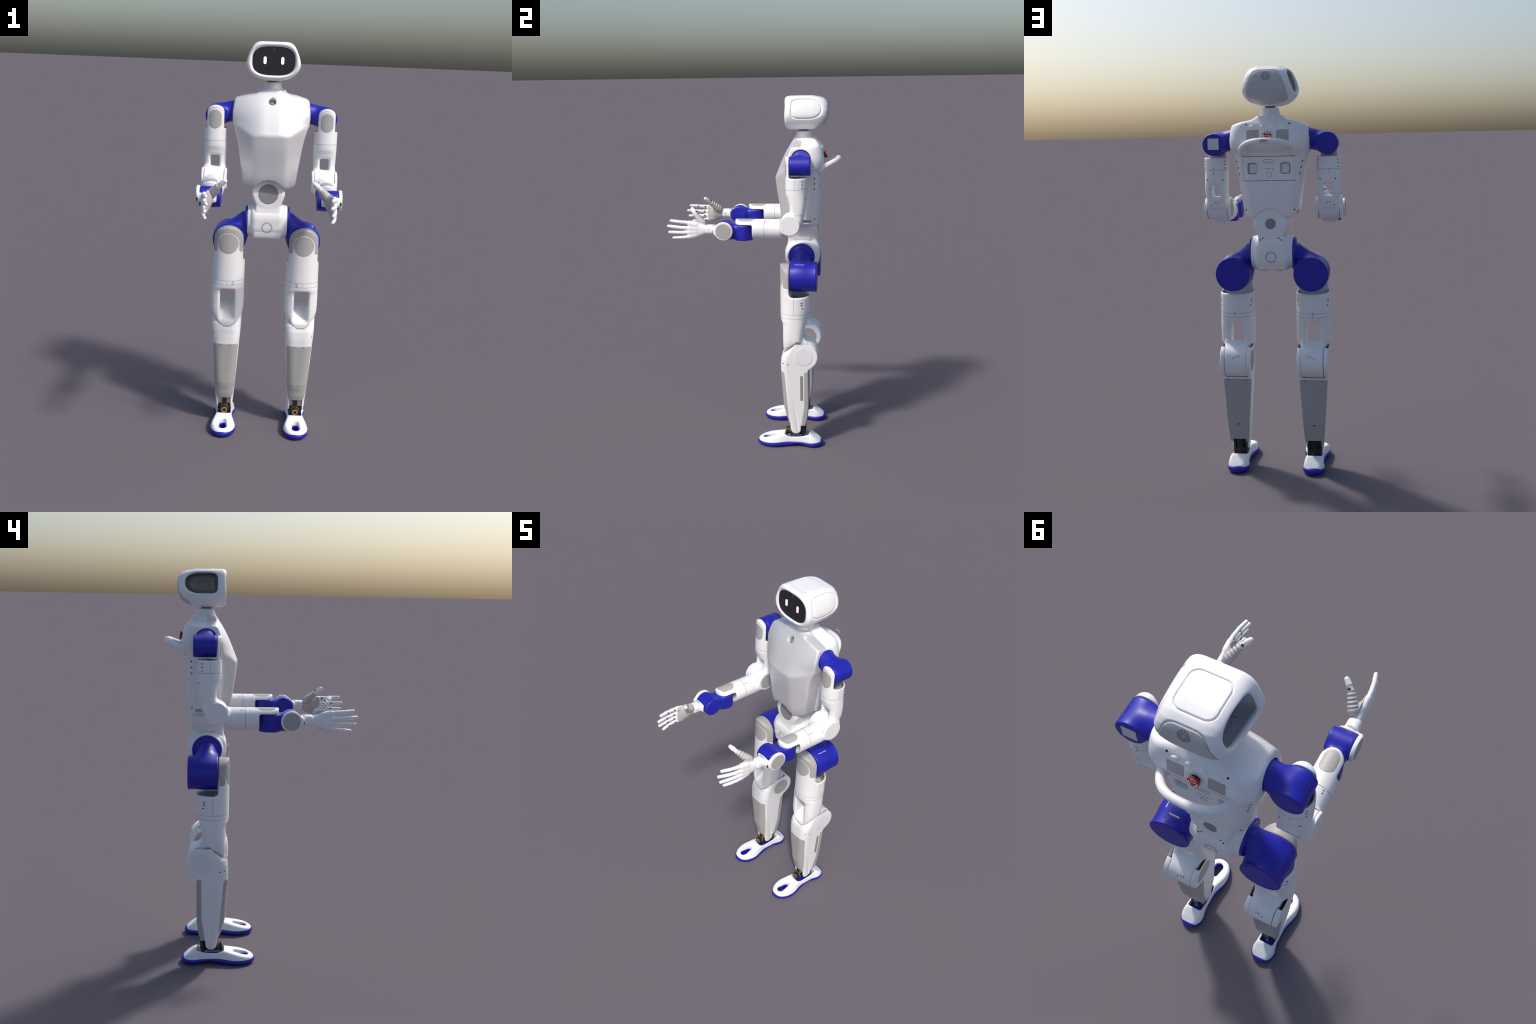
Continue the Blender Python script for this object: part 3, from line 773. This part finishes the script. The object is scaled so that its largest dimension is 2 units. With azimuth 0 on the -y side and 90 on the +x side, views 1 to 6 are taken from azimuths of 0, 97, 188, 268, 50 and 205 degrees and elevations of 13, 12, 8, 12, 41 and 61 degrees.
def foot_plan(x, y):
    dx = np.abs(x - FX)
    toe = (np.sqrt((dx / 0.0660) ** 2 + ((y - 0.078) / 0.088) ** 2) - 1) * 0.072
    heel = np.hypot(dx * 1.0, y - 0.3205) - 0.0505
    mid = segment2(dx, y, 0, 0.10, 0, 0.30) - 0.0465
    return smin(smin(toe, heel, 0.02), mid, 0.035)

def toe_slot(x, y, grow=0.0):
    h = np.clip((y - 0.045) / 0.042, 0, 1)
    return np.hypot(x - FX, (y - 0.045 - 0.042 * h)) - (0.0215 - 0.005 * h + grow)

def sole_f(x, y, z):
    top = curve(y, (-0.01, 0.0330), (0.03, 0.0320), (0.09, 0.0315), (0.20, 0.0320), (0.30, 0.0310), (0.345, 0.0330), (0.372, 0.0345)) + 0.003
    bot = 0.0135 * np.exp(-((y - 0.226) / 0.038) ** 2)
    d2 = foot_plan(x, y)
    r = 0.017
    qa = d2 + r; qb = np.maximum(z - (top - r), (bot + r) - z)
    d = np.hypot(np.maximum(qa, 0), np.maximum(qb, 0)) + np.minimum(np.maximum(qa, qb), 0) - r
    d = smax(d, -toe_slot(x, y, -0.004), 0.004)
    well = np.maximum(box2(x, y, FX, 0.224, 0.036, 0.072, 0.010), 0.028 - z)
    return smax(d, -well, 0.003)

def upper_f(x, y, z):
    d2 = foot_plan(x, y)
    lean = curve(y, (0.0, 0.15), (0.05, 0.25), (0.10, 0.36), (0.145, 0.20), (0.175, 0.10), (0.27, 0.08), (0.30, 0.20), (0.36, 0.25))
    side = (d2 + 0.0035 + lean * np.maximum(z - 0.030, -0.01)) * 0.92
    top = (z - curve(y, (-0.008, 0.0350), (0.005, 0.0390), (0.03, 0.0445), (0.05, 0.0490), (0.10, 0.0605), (0.15, 0.0720), (0.18, 0.0750), (0.28, 0.0770), (0.293, 0.0760),
                     (0.33, 0.0560), (0.360, 0.0350), (0.38, 0.024))) * 0.88
    d = smax(side, top, 0.012)
    low = curve(y, (-0.01, 0.024), (0.03, 0.025), (0.09, 0.027), (0.20, 0.0295), (0.30, 0.027), (0.345, 0.028), (0.372, 0.029))
    d = smax(d, low - z, 0.002)
    rim = curve(y, (0.150, 0.0745), (0.165, 0.0650), (0.185, 0.0590), (0.23, 0.0600), (0.297, 0.0755))
    cut = smax(rim - z, np.abs(y - 0.2210) - 0.0700, 0.012)
    well = np.maximum(box2(x, y, FX, 0.2210, 0.0345, 0.0700, 0.008), 0.02 - z)
    d = smax(d, -np.minimum(cut, well), 0.004)
    slot = toe_slot(x, y, 0.0)
    return smax(d, -slot, 0.006)
feet = pair("foot", upper_f, (0.108, -0.015, 0.022), (0.275, 0.38, 0.118), 0.0020, WHITE, BOTH)
pair("sole", sole_f, (0.108, -0.018, -0.004), (0.275, 0.382, 0.062), 0.0021, BLUE, feet)

# -------------------------------------------------------------------- shoulders

SX, SZ = 0.2755, 1.6370
def shoulder_f(x, y, z):
    pipe, _ = cone(x, y, z, (0.150, 0.2470, 1.6670), (0.2450, 0.2485, 1.6470), 0.0518, 0.0490)
    pipe = np.maximum(pipe, 0.160 - x)
    barrel = disc(x, z, y, SX, SZ, 0.0525, 0.1935, 0.3060, 0.007)
    d = smin(pipe, barrel, 0.026)
    return smax(d, np.maximum(0.1935 - y, y - 0.3060), 0.004)
shoulders = pair("shoulder", shoulder_f, (0.155, 0.186, 1.578), (0.336, 0.312, 1.718), 0.0018, BLUE_SHOULDER, BOTH)
solid("sticker", lambda x, y, z: box(x, y, z, (0.2735, 0.3062, 1.640), (0.0270, 0.0012, 0.0270), 0.0006),
      (0.243, 0.303, 1.610), (0.304, 0.309, 1.670), 0.0012, STICKER, shoulders[0])
for so, sx in zip(shoulders, (1, -1)):
    t_ = tree(so)
    for a in (40, 140, 220, 320):
        stud("screw", HOLE, t_, so, (sx * (SX + 0.043 * math.cos(math.radians(a))), 0.6, SZ + 0.043 * math.sin(math.radians(a))), (0, -1, 0), 0.0028)
    for yy in (0.221, 0.241, 0.254):
        for zz, dz in ((1.685, -0.45), (1.590, 0.45)):
            stud("screw", HOLE, t_, so, (sx * 0.40, yy, zz + (0.035 if dz < 0 else -0.035)), (-sx, 0, dz), 0.0034)

# ------------------------------------------------------------------- upper arms

EY, EZ = 0.1945, 1.3215
def upper_arm_f(x, y, z):
    dx = x - SX
    hx = curve(z, (1.33, 0.0490), (1.368, 0.0500), (1.385, 0.0545), (1.44, 0.0570), (1.51, 0.0580), (1.58, 0.0580))
    yf = curve(z, (1.36, 0.1900), (1.40, 0.1915), (1.43, 0.1900), (1.462, 0.1805), (1.49, 0.1705), (1.515, 0.1688), (1.58, 0.1695))
    yb = curve(z, (1.32, 0.2560), (1.378, 0.2735), (1.44, 0.2820), (1.50, 0.2865), (1.58, 0.2870))
    yc = (yf + yb) / 2; hy = (yb - yf) / 2
    p = curve(z, (1.36, 3.2), (1.42, 3.0), (1.50, 2.2), (1.58, 2.1))
    r = (np.maximum(np.abs(dx) / hx, 1e-6) ** p + np.maximum(np.abs(y - yc) / hy, 1e-6) ** p) ** (1 / p)
    tube = (r - 1) * np.minimum(hx, hy) * 0.95
    dome = segment2(dx, z, 0, 1.50, 0, SZ) - 0.0508
    top = smin(z - 1.5755, smax(dome, y - 0.1915, 0.004), 0.010)
    body = smax(smax(tube, top, 0.008), 1.33 - z, 0.01)
    hollow = np.maximum(np.hypot(dx, y - 0.228) - 0.0535, np.maximum(1.510 - z, 0.195 - y))
    body = smax(body, -hollow, 0.002)
    knuckle = disc(y, z, x, EY, EZ, 0.0545, 0.2275, 0.3255, 0.003)
    d = smin(body, knuckle, 0.028)
    win = smax(np.abs(x - 0.2750) - 0.0225, np.abs(z - 1.4110) - 0.0290, 0.012)
    return smax(d, -win, 0.014)
arms = pair("upper_arm", upper_arm_f, (0.21, 0.132, 1.255), (0.342, 0.294, 1.694), 0.0019, WHITE_ARM, BOTH)
pair("arm_cover_plate", patch(upper_arm_f, lambda x, y, z: np.maximum(segment2(x, z, 0.2765, 1.6045, 0.2765, 1.6345) - 0.0310, y - 0.21), 0.0009),
     (0.24, 0.162, 1.565), (0.312, 0.195, 1.672), 0.0016, GREY, arms)
pair("shoulder_motor", lambda x, y, z: np.minimum(extrude(np.abs(np.hypot(x - SX, y - 0.228) - 0.0522) - 0.0020, z, 1.515, 1.5725, 0.0005), disc(x, y, z, SX, 0.229, 0.050, 1.505, 1.535, 0.004)),
     (0.215, 0.170, 1.500), (0.337, 0.287, 1.58), 0.002, MOTOR, arms)
for ar, sx in zip(arms, (1, -1)):
    t_ = tree(ar)
    for zz in (1.557, 1.541, 1.523):
        for q in (1, -1):
            stud("screw", HOLE, t_, ar, (sx * SX + q * 0.30, 0.228 + 0.16, zz), (-q * 0.30, -0.15, 0), 0.0028, 0.0006, 1.3)
    for q in (1, -1):
        stud("screw", HOLE, t_, ar, (sx * (SX + q * 0.037), 0.6, 1.466), (0, -1, 0), 0.0034)
    for px in (-0.006, 0.006):
        stud("moulded_recess", SOFT, t_, ar, (sx * (SX + px), 0.6, 1.352), (0, -1, 0), 0.0020, 0.0006).scale.y = 0.0058
    stud("screw", HOLE, t_, ar, (sx * 0.303, 0.6, 1.339), (0, -1, 0), 0.0030)
    if sx > 0:
        for zz in (1.5225, 1.5005):
            stud("index_mark", unit_disc("index_mark", BLUE), t_, ar, (0.2785, 0.6, zz), (0, -1, 0), 0.0012, 0.0006).scale.y = 0.0068
    else:
        stud("moulded_recess", SOFT, t_, ar, (-0.2785, 0.6, 1.506), (0, -1, 0), 0.0010, 0.0006).scale.y = 0.011

# --------------------------------------------------------------------- forearms

AX, AZ = 0.2745, 1.2930
def forearm_f(x, y, z):
    dx = x - AX
    rad = np.hypot(dx, z - AZ)
    cap = smin(-0.0115 - y, smax(segment2(dx, y, 0, -0.0560, 0, 0.05) - 0.0500, 1.3195 - z, 0.006), 0.010)
    arm = smax(smax(rad - 0.0550, cap, 0.008), y - 0.150, 0.003)
    hollow = np.maximum(np.maximum(rad - 0.050, np.maximum(y - 0.012, -0.02 - y)), z - 1.3165)
    arm = smax(arm, -hollow, 0.002)
    elbow = disc(y, z, x, EY, EZ, 0.0560, 0.2125, 0.3400, 0.006)
    d = smin(arm, elbow, 0.020)
    slot = np.maximum(np.hypot(y - EY, z - EZ) - 0.0580, np.abs(x - 0.2765) - 0.0512)
    slot = np.minimum(slot, np.maximum(np.maximum(np.abs(x - 0.2765) - 0.0512, EY - y - 0.02), 1.29 - z))
    return smax(d, -slot, 0.003)
forearms = pair("forearm", forearm_f, (0.205, -0.112, 1.238), (0.347, 0.258, 1.382), 0.0019, WHITE_FOREARM, BOTH)
pair("arm_cover_plate", patch(forearm_f, lambda x, y, z: np.maximum(segment2(x, y, AX, -0.0650, AX, -0.0290) - 0.0300, 1.31 - z), 0.0009),
     (0.24, -0.10, 1.322), (0.31, 0.006, 1.354), 0.0016, GREY, forearms)
pair("elbow_disc_cover", patch(forearm_f, lambda x, y, z: np.maximum(np.hypot(y - EY, z - EZ) - 0.0440, x - 0.235), 0.0009),
     (0.205, 0.145, 1.268), (0.225, 0.244, 1.368), 0.0016, GREY, forearms)
for fo, sx in zip(forearms, (1, -1)):
    t_ = tree(fo)
    for yy in (0.066, 0.077):
        for q in (0.030, -0.030):
            stud("screw", HOLE, t_, fo, (sx * (AX + q), yy, 1.5), (0, 0, -1), 0.0026)

# ----------------------------------------------------------------- wrist joints

WY, WZ = -0.1650, 1.2870
def wrist_joint_f(x, y, z):
    post = disc(x, y, z, AX - 0.001, -0.0570, 0.0480, 1.2330, 1.3170, 0.007)
    barrel = disc(y, z, x, WY, WZ, 0.0480, 0.2215, 0.3180, 0.006)
    link = box(x, y, z, (AX - 0.003, -0.1150, 1.2780), (0.0370, 0.0500, 0.0395), 0.022)
    return smin(smin(post, barrel, 0.030), link, 0.022)
wrist_joints = pair("wrist_joint", wrist_joint_f, (0.212, -0.220, 1.226), (0.33, -0.002, 1.342), 0.0018, BLUE_WRIST, BOTH)
for wj, sx in zip(wrist_joints, (1, -1)):
    t_ = tree(wj)
    for px in (0.243, 0.268, 0.300):
        stud("screw", HOLE, t_, wj, (sx * px, -0.195, 1.6), (0, 0, -1), 0.0022, 0.0006, 0.8).scale.y = 0.0045
    for zz in (1.303, 1.275, 1.247):
        stud("screw", HOLE, t_, wj, (sx * 0.5, -0.035, zz), (-sx, 0, 0), 0.0022, 0.0006, 2.2)

def wrist_f(x, y, z):
    cheek = disc(y, z, x, WY, WZ + 0.0005, 0.0505, 0.3195, 0.3360, 0.005)
    ring = np.abs(np.hypot(y - WY, z - WZ) - 0.0555) - 0.0055
    yoke = smax(smax(ring, np.maximum(y + 0.1850, np.abs(z - 1.2885) - 0.0250), 0.014), np.abs(x - 0.2865) - 0.0485, 0.012)
    stem = box(x, y, z, (0.2810, -0.245, 1.2890), (0.0270, 0.034, 0.0272), 0.022)
    d = smin(smin(cheek, yoke, 0.008), stem, 0.012)
    return np.maximum(d, -(np.hypot(y - WY, z - WZ) - 0.0490 + 20 * np.maximum(x - 0.3190, 0)))
wrists = pair("wrist", wrist_f, (0.228, -0.285, 1.228), (0.343, -0.108, 1.342), 0.0018, WHITE, BOTH)
pair("wrist_disc_cover", patch(wrist_f, lambda x, y, z: np.maximum(np.hypot(y - WY, z - WZ) - 0.0425, 0.325 - x), 0.0009),
     (0.325, -0.212, 1.238), (0.34, -0.118, 1.332), 0.0016, GREY, wrists)
for wr, sx in zip(wrists, (1, -1)):
    t_ = tree(wr)
    stud("moulded_recess", unit_disc("wrist_slot", INNER), t_, wr, (sx * 0.2830, -0.2265, 1.6), (0, 0, -1), 0.0042, 0.0008, 4.6)
    stud("screw", HOLE, t_, wr, (sx * 0.3285, -0.5, 1.283), (0, 1, 0), 0.0042, 0.0008).scale.y = 0.0095
    stud("screw", HOLE, t_, wr, (sx * 0.12, -0.250, 1.288), (sx, 0, 0), 0.0024)

# ------------------------------------------------------------------------ hands

FINGERS = [  # knuckle, first joint, second joint, tip, radius
    ((0.2870, -0.358, 1.3265), (0.2865, -0.389, 1.3285), (0.2815, -0.428, 1.3315), (0.2720, -0.4660, 1.3345), 0.0096),
    ((0.2880, -0.360, 1.2965), (0.2875, -0.397, 1.2980), (0.2815, -0.437, 1.3010), (0.2690, -0.4825, 1.3040), 0.0096),
    ((0.2885, -0.358, 1.2715), (0.2885, -0.397, 1.2715), (0.2840, -0.433, 1.2712), (0.2760, -0.4755, 1.2710), 0.0094),
    ((0.2880, -0.352, 1.2475), (0.2885, -0.388, 1.2450), (0.2840, -0.420, 1.2425), (0.2750, -0.4540, 1.2390), 0.0088),
]
def hand_f(x, y, z):
    cx = curve(y, (-0.372, 0.2885), (-0.335, 0.2835), (-0.30, 0.2810), (-0.265, 0.2800))
    tx = curve(y, (-0.372, 0.0105), (-0.350, 0.0145), (-0.32, 0.0180), (-0.295, 0.0200), (-0.265, 0.0225))
    cz = curve(y, (-0.372, 1.2865), (-0.30, 1.2865), (-0.265, 1.2885))
    hz = curve(y, (-0.372, 0.0490), (-0.345, 0.0480), (-0.32, 0.0430), (-0.295, 0.0340), (-0.272, 0.0270), (-0.262, 0.0260))
    r = (np.maximum(np.abs(x - cx) / tx, 1e-6) ** 2.4 + np.maximum(np.abs(z - cz) / hz, 1e-6) ** 2.4) ** (1 / 2.4)
    d = (r - 1) * tx * 0.8
    d = smax(d, np.maximum(-0.366 - y, y + 0.268), 0.010)
    for k, j, _, _, rad in FINGERS:
        c, _ = cone(x, y, z, (0.287, -0.325, 1.2865 + (k[2] - 1.2865) * 0.72), (j[0], j[1] + 0.004, j[2]), rad + 0.001, rad + 0.0005)
        d = smin(d, c, 0.010)
    return d
hands = pair("hand", hand_f, (0.25, -0.41, 1.225), (0.315, -0.258, 1.350), 0.0015, WHITE, BOTH)
def palm_region(x, y, z):
    return smax(smax(x - 0.2790, -0.3650 - y, 0.01), y + 0.2720, 0.004)
def palm_body(x, y, z):
    heel = np.sqrt(((x - 0.274) / 0.9) ** 2 + (y + 0.308) ** 2 + ((z - 1.300) / 1.3) ** 2) - 0.0235
    return smin(hand_f(x, y, z), heel, 0.02)
pair("palm_pad", lambda x, y, z: smax(palm_body(x, y, z) - 0.0010, palm_region(x, y, z), 0.002),
     (0.245, -0.375, 1.228), (0.285, -0.262, 1.350), 0.0015, GLOVE, hands)
for k, j, m, t, rad in FINGERS:
    def finger_f(x, y, z, k=k, j=j, m=m, t=t, rad=rad):
        a, _ = cone(x, y, z, k, j, rad, rad)
        b, hb = cone(x, y, z, j, m, rad * 0.97, rad * 0.93)
        c, _ = cone(x, y, z, m, t, rad * 0.97, rad * 0.86)
        d = smin(smin(a, b, 0.002), c, 0.002)
        notch = np.minimum(np.abs(y - j[1]), np.abs(y - m[1])) - 0.0006
        return smax(d, -np.maximum(notch, -(d + 0.0012)), 0.001)
    pair("finger", finger_f, (0.255, -0.502, min(k[2], t[2]) - 0.014), (0.302, -0.340, max(k[2], t[2]) + 0.014), 0.0013, WHITE, hands)
    for p, q, fr, ln, r_ in ((k, j, 0.62, 0.0060, 0.0052), (j, m, 0.82, 0.0050, 0.0042)):
        c = Vector(p).lerp(Vector(q), fr)
        pair("finger_joint_pocket", lambda x, y, z: box(x, y, z, (c.x - rad * 0.80, c.y, c.z), (0.0030, ln, r_), 0.001),
             (c.x - 0.014, c.y - 0.01, c.z - 0.009), (c.x - 0.002, c.y + 0.01, c.z + 0.009), 0.001, new_material("finger_joint_dark", (0.13, 0.13, 0.14)) if "finger_joint_dark" not in bpy.data.materials else bpy.data.materials["finger_joint_dark"], hands)

TB, TJ, TT = (0.2590, -0.2930, 1.3190), (0.2230, -0.3400, 1.3660), (0.1965, -0.3600, 1.3890)
def bellows_f(x, y, z):
    d, h = cone(x, y, z, TB, TJ, 0.0225, 0.0125)
    ribs = 0.0019 * np.cos(h * 2 * math.pi * 5) * np.clip(h * 6, 0, 1)
    n = [b - a for a, b in zip(TB, TJ)]; L = math.sqrt(sum(v * v for v in n))
    end = ((x - TJ[0]) * n[0] + (y - TJ[1]) * n[1] + (z - TJ[2]) * n[2]) / L
    return smax((d - ribs) * 0.8, end, 0.002)
pair("thumb_bellows", bellows_f, (0.195, -0.375, 1.29), (0.29, -0.262, 1.392), 0.0013, GLOVE, hands)
def thumb_f(x, y, z):
    a, _ = cone(x, y, z, tuple(b * 0.9 + a * 0.1 for a, b in zip(TB, TJ)), TT, 0.0122, 0.0098)
    mid = tuple(a * 0.45 + b * 0.55 for a, b in zip(TJ, TT))
    b, _ = cone(x, y, z, mid, TT, 0.0128, 0.0102)
    return np.minimum(a, b)
pair("thumb", thumb_f, (0.18, -0.376, 1.345), (0.245, -0.32, 1.404), 0.0013, WHITE, hands)
c = Vector(TJ).lerp(Vector(TT), 0.28) + Vector((0.002, 0.0105, 0.002))
pair("thumb_joint_pocket", lambda x, y, z: box(x, y, z, tuple(c), (0.0055, 0.0045, 0.0055), 0.001),
     (c.x - 0.009, c.y - 0.008, c.z - 0.009), (c.x + 0.009, c.y + 0.008, c.z + 0.009), 0.001, BLACK, hands)

robot.location.y = -0.0022
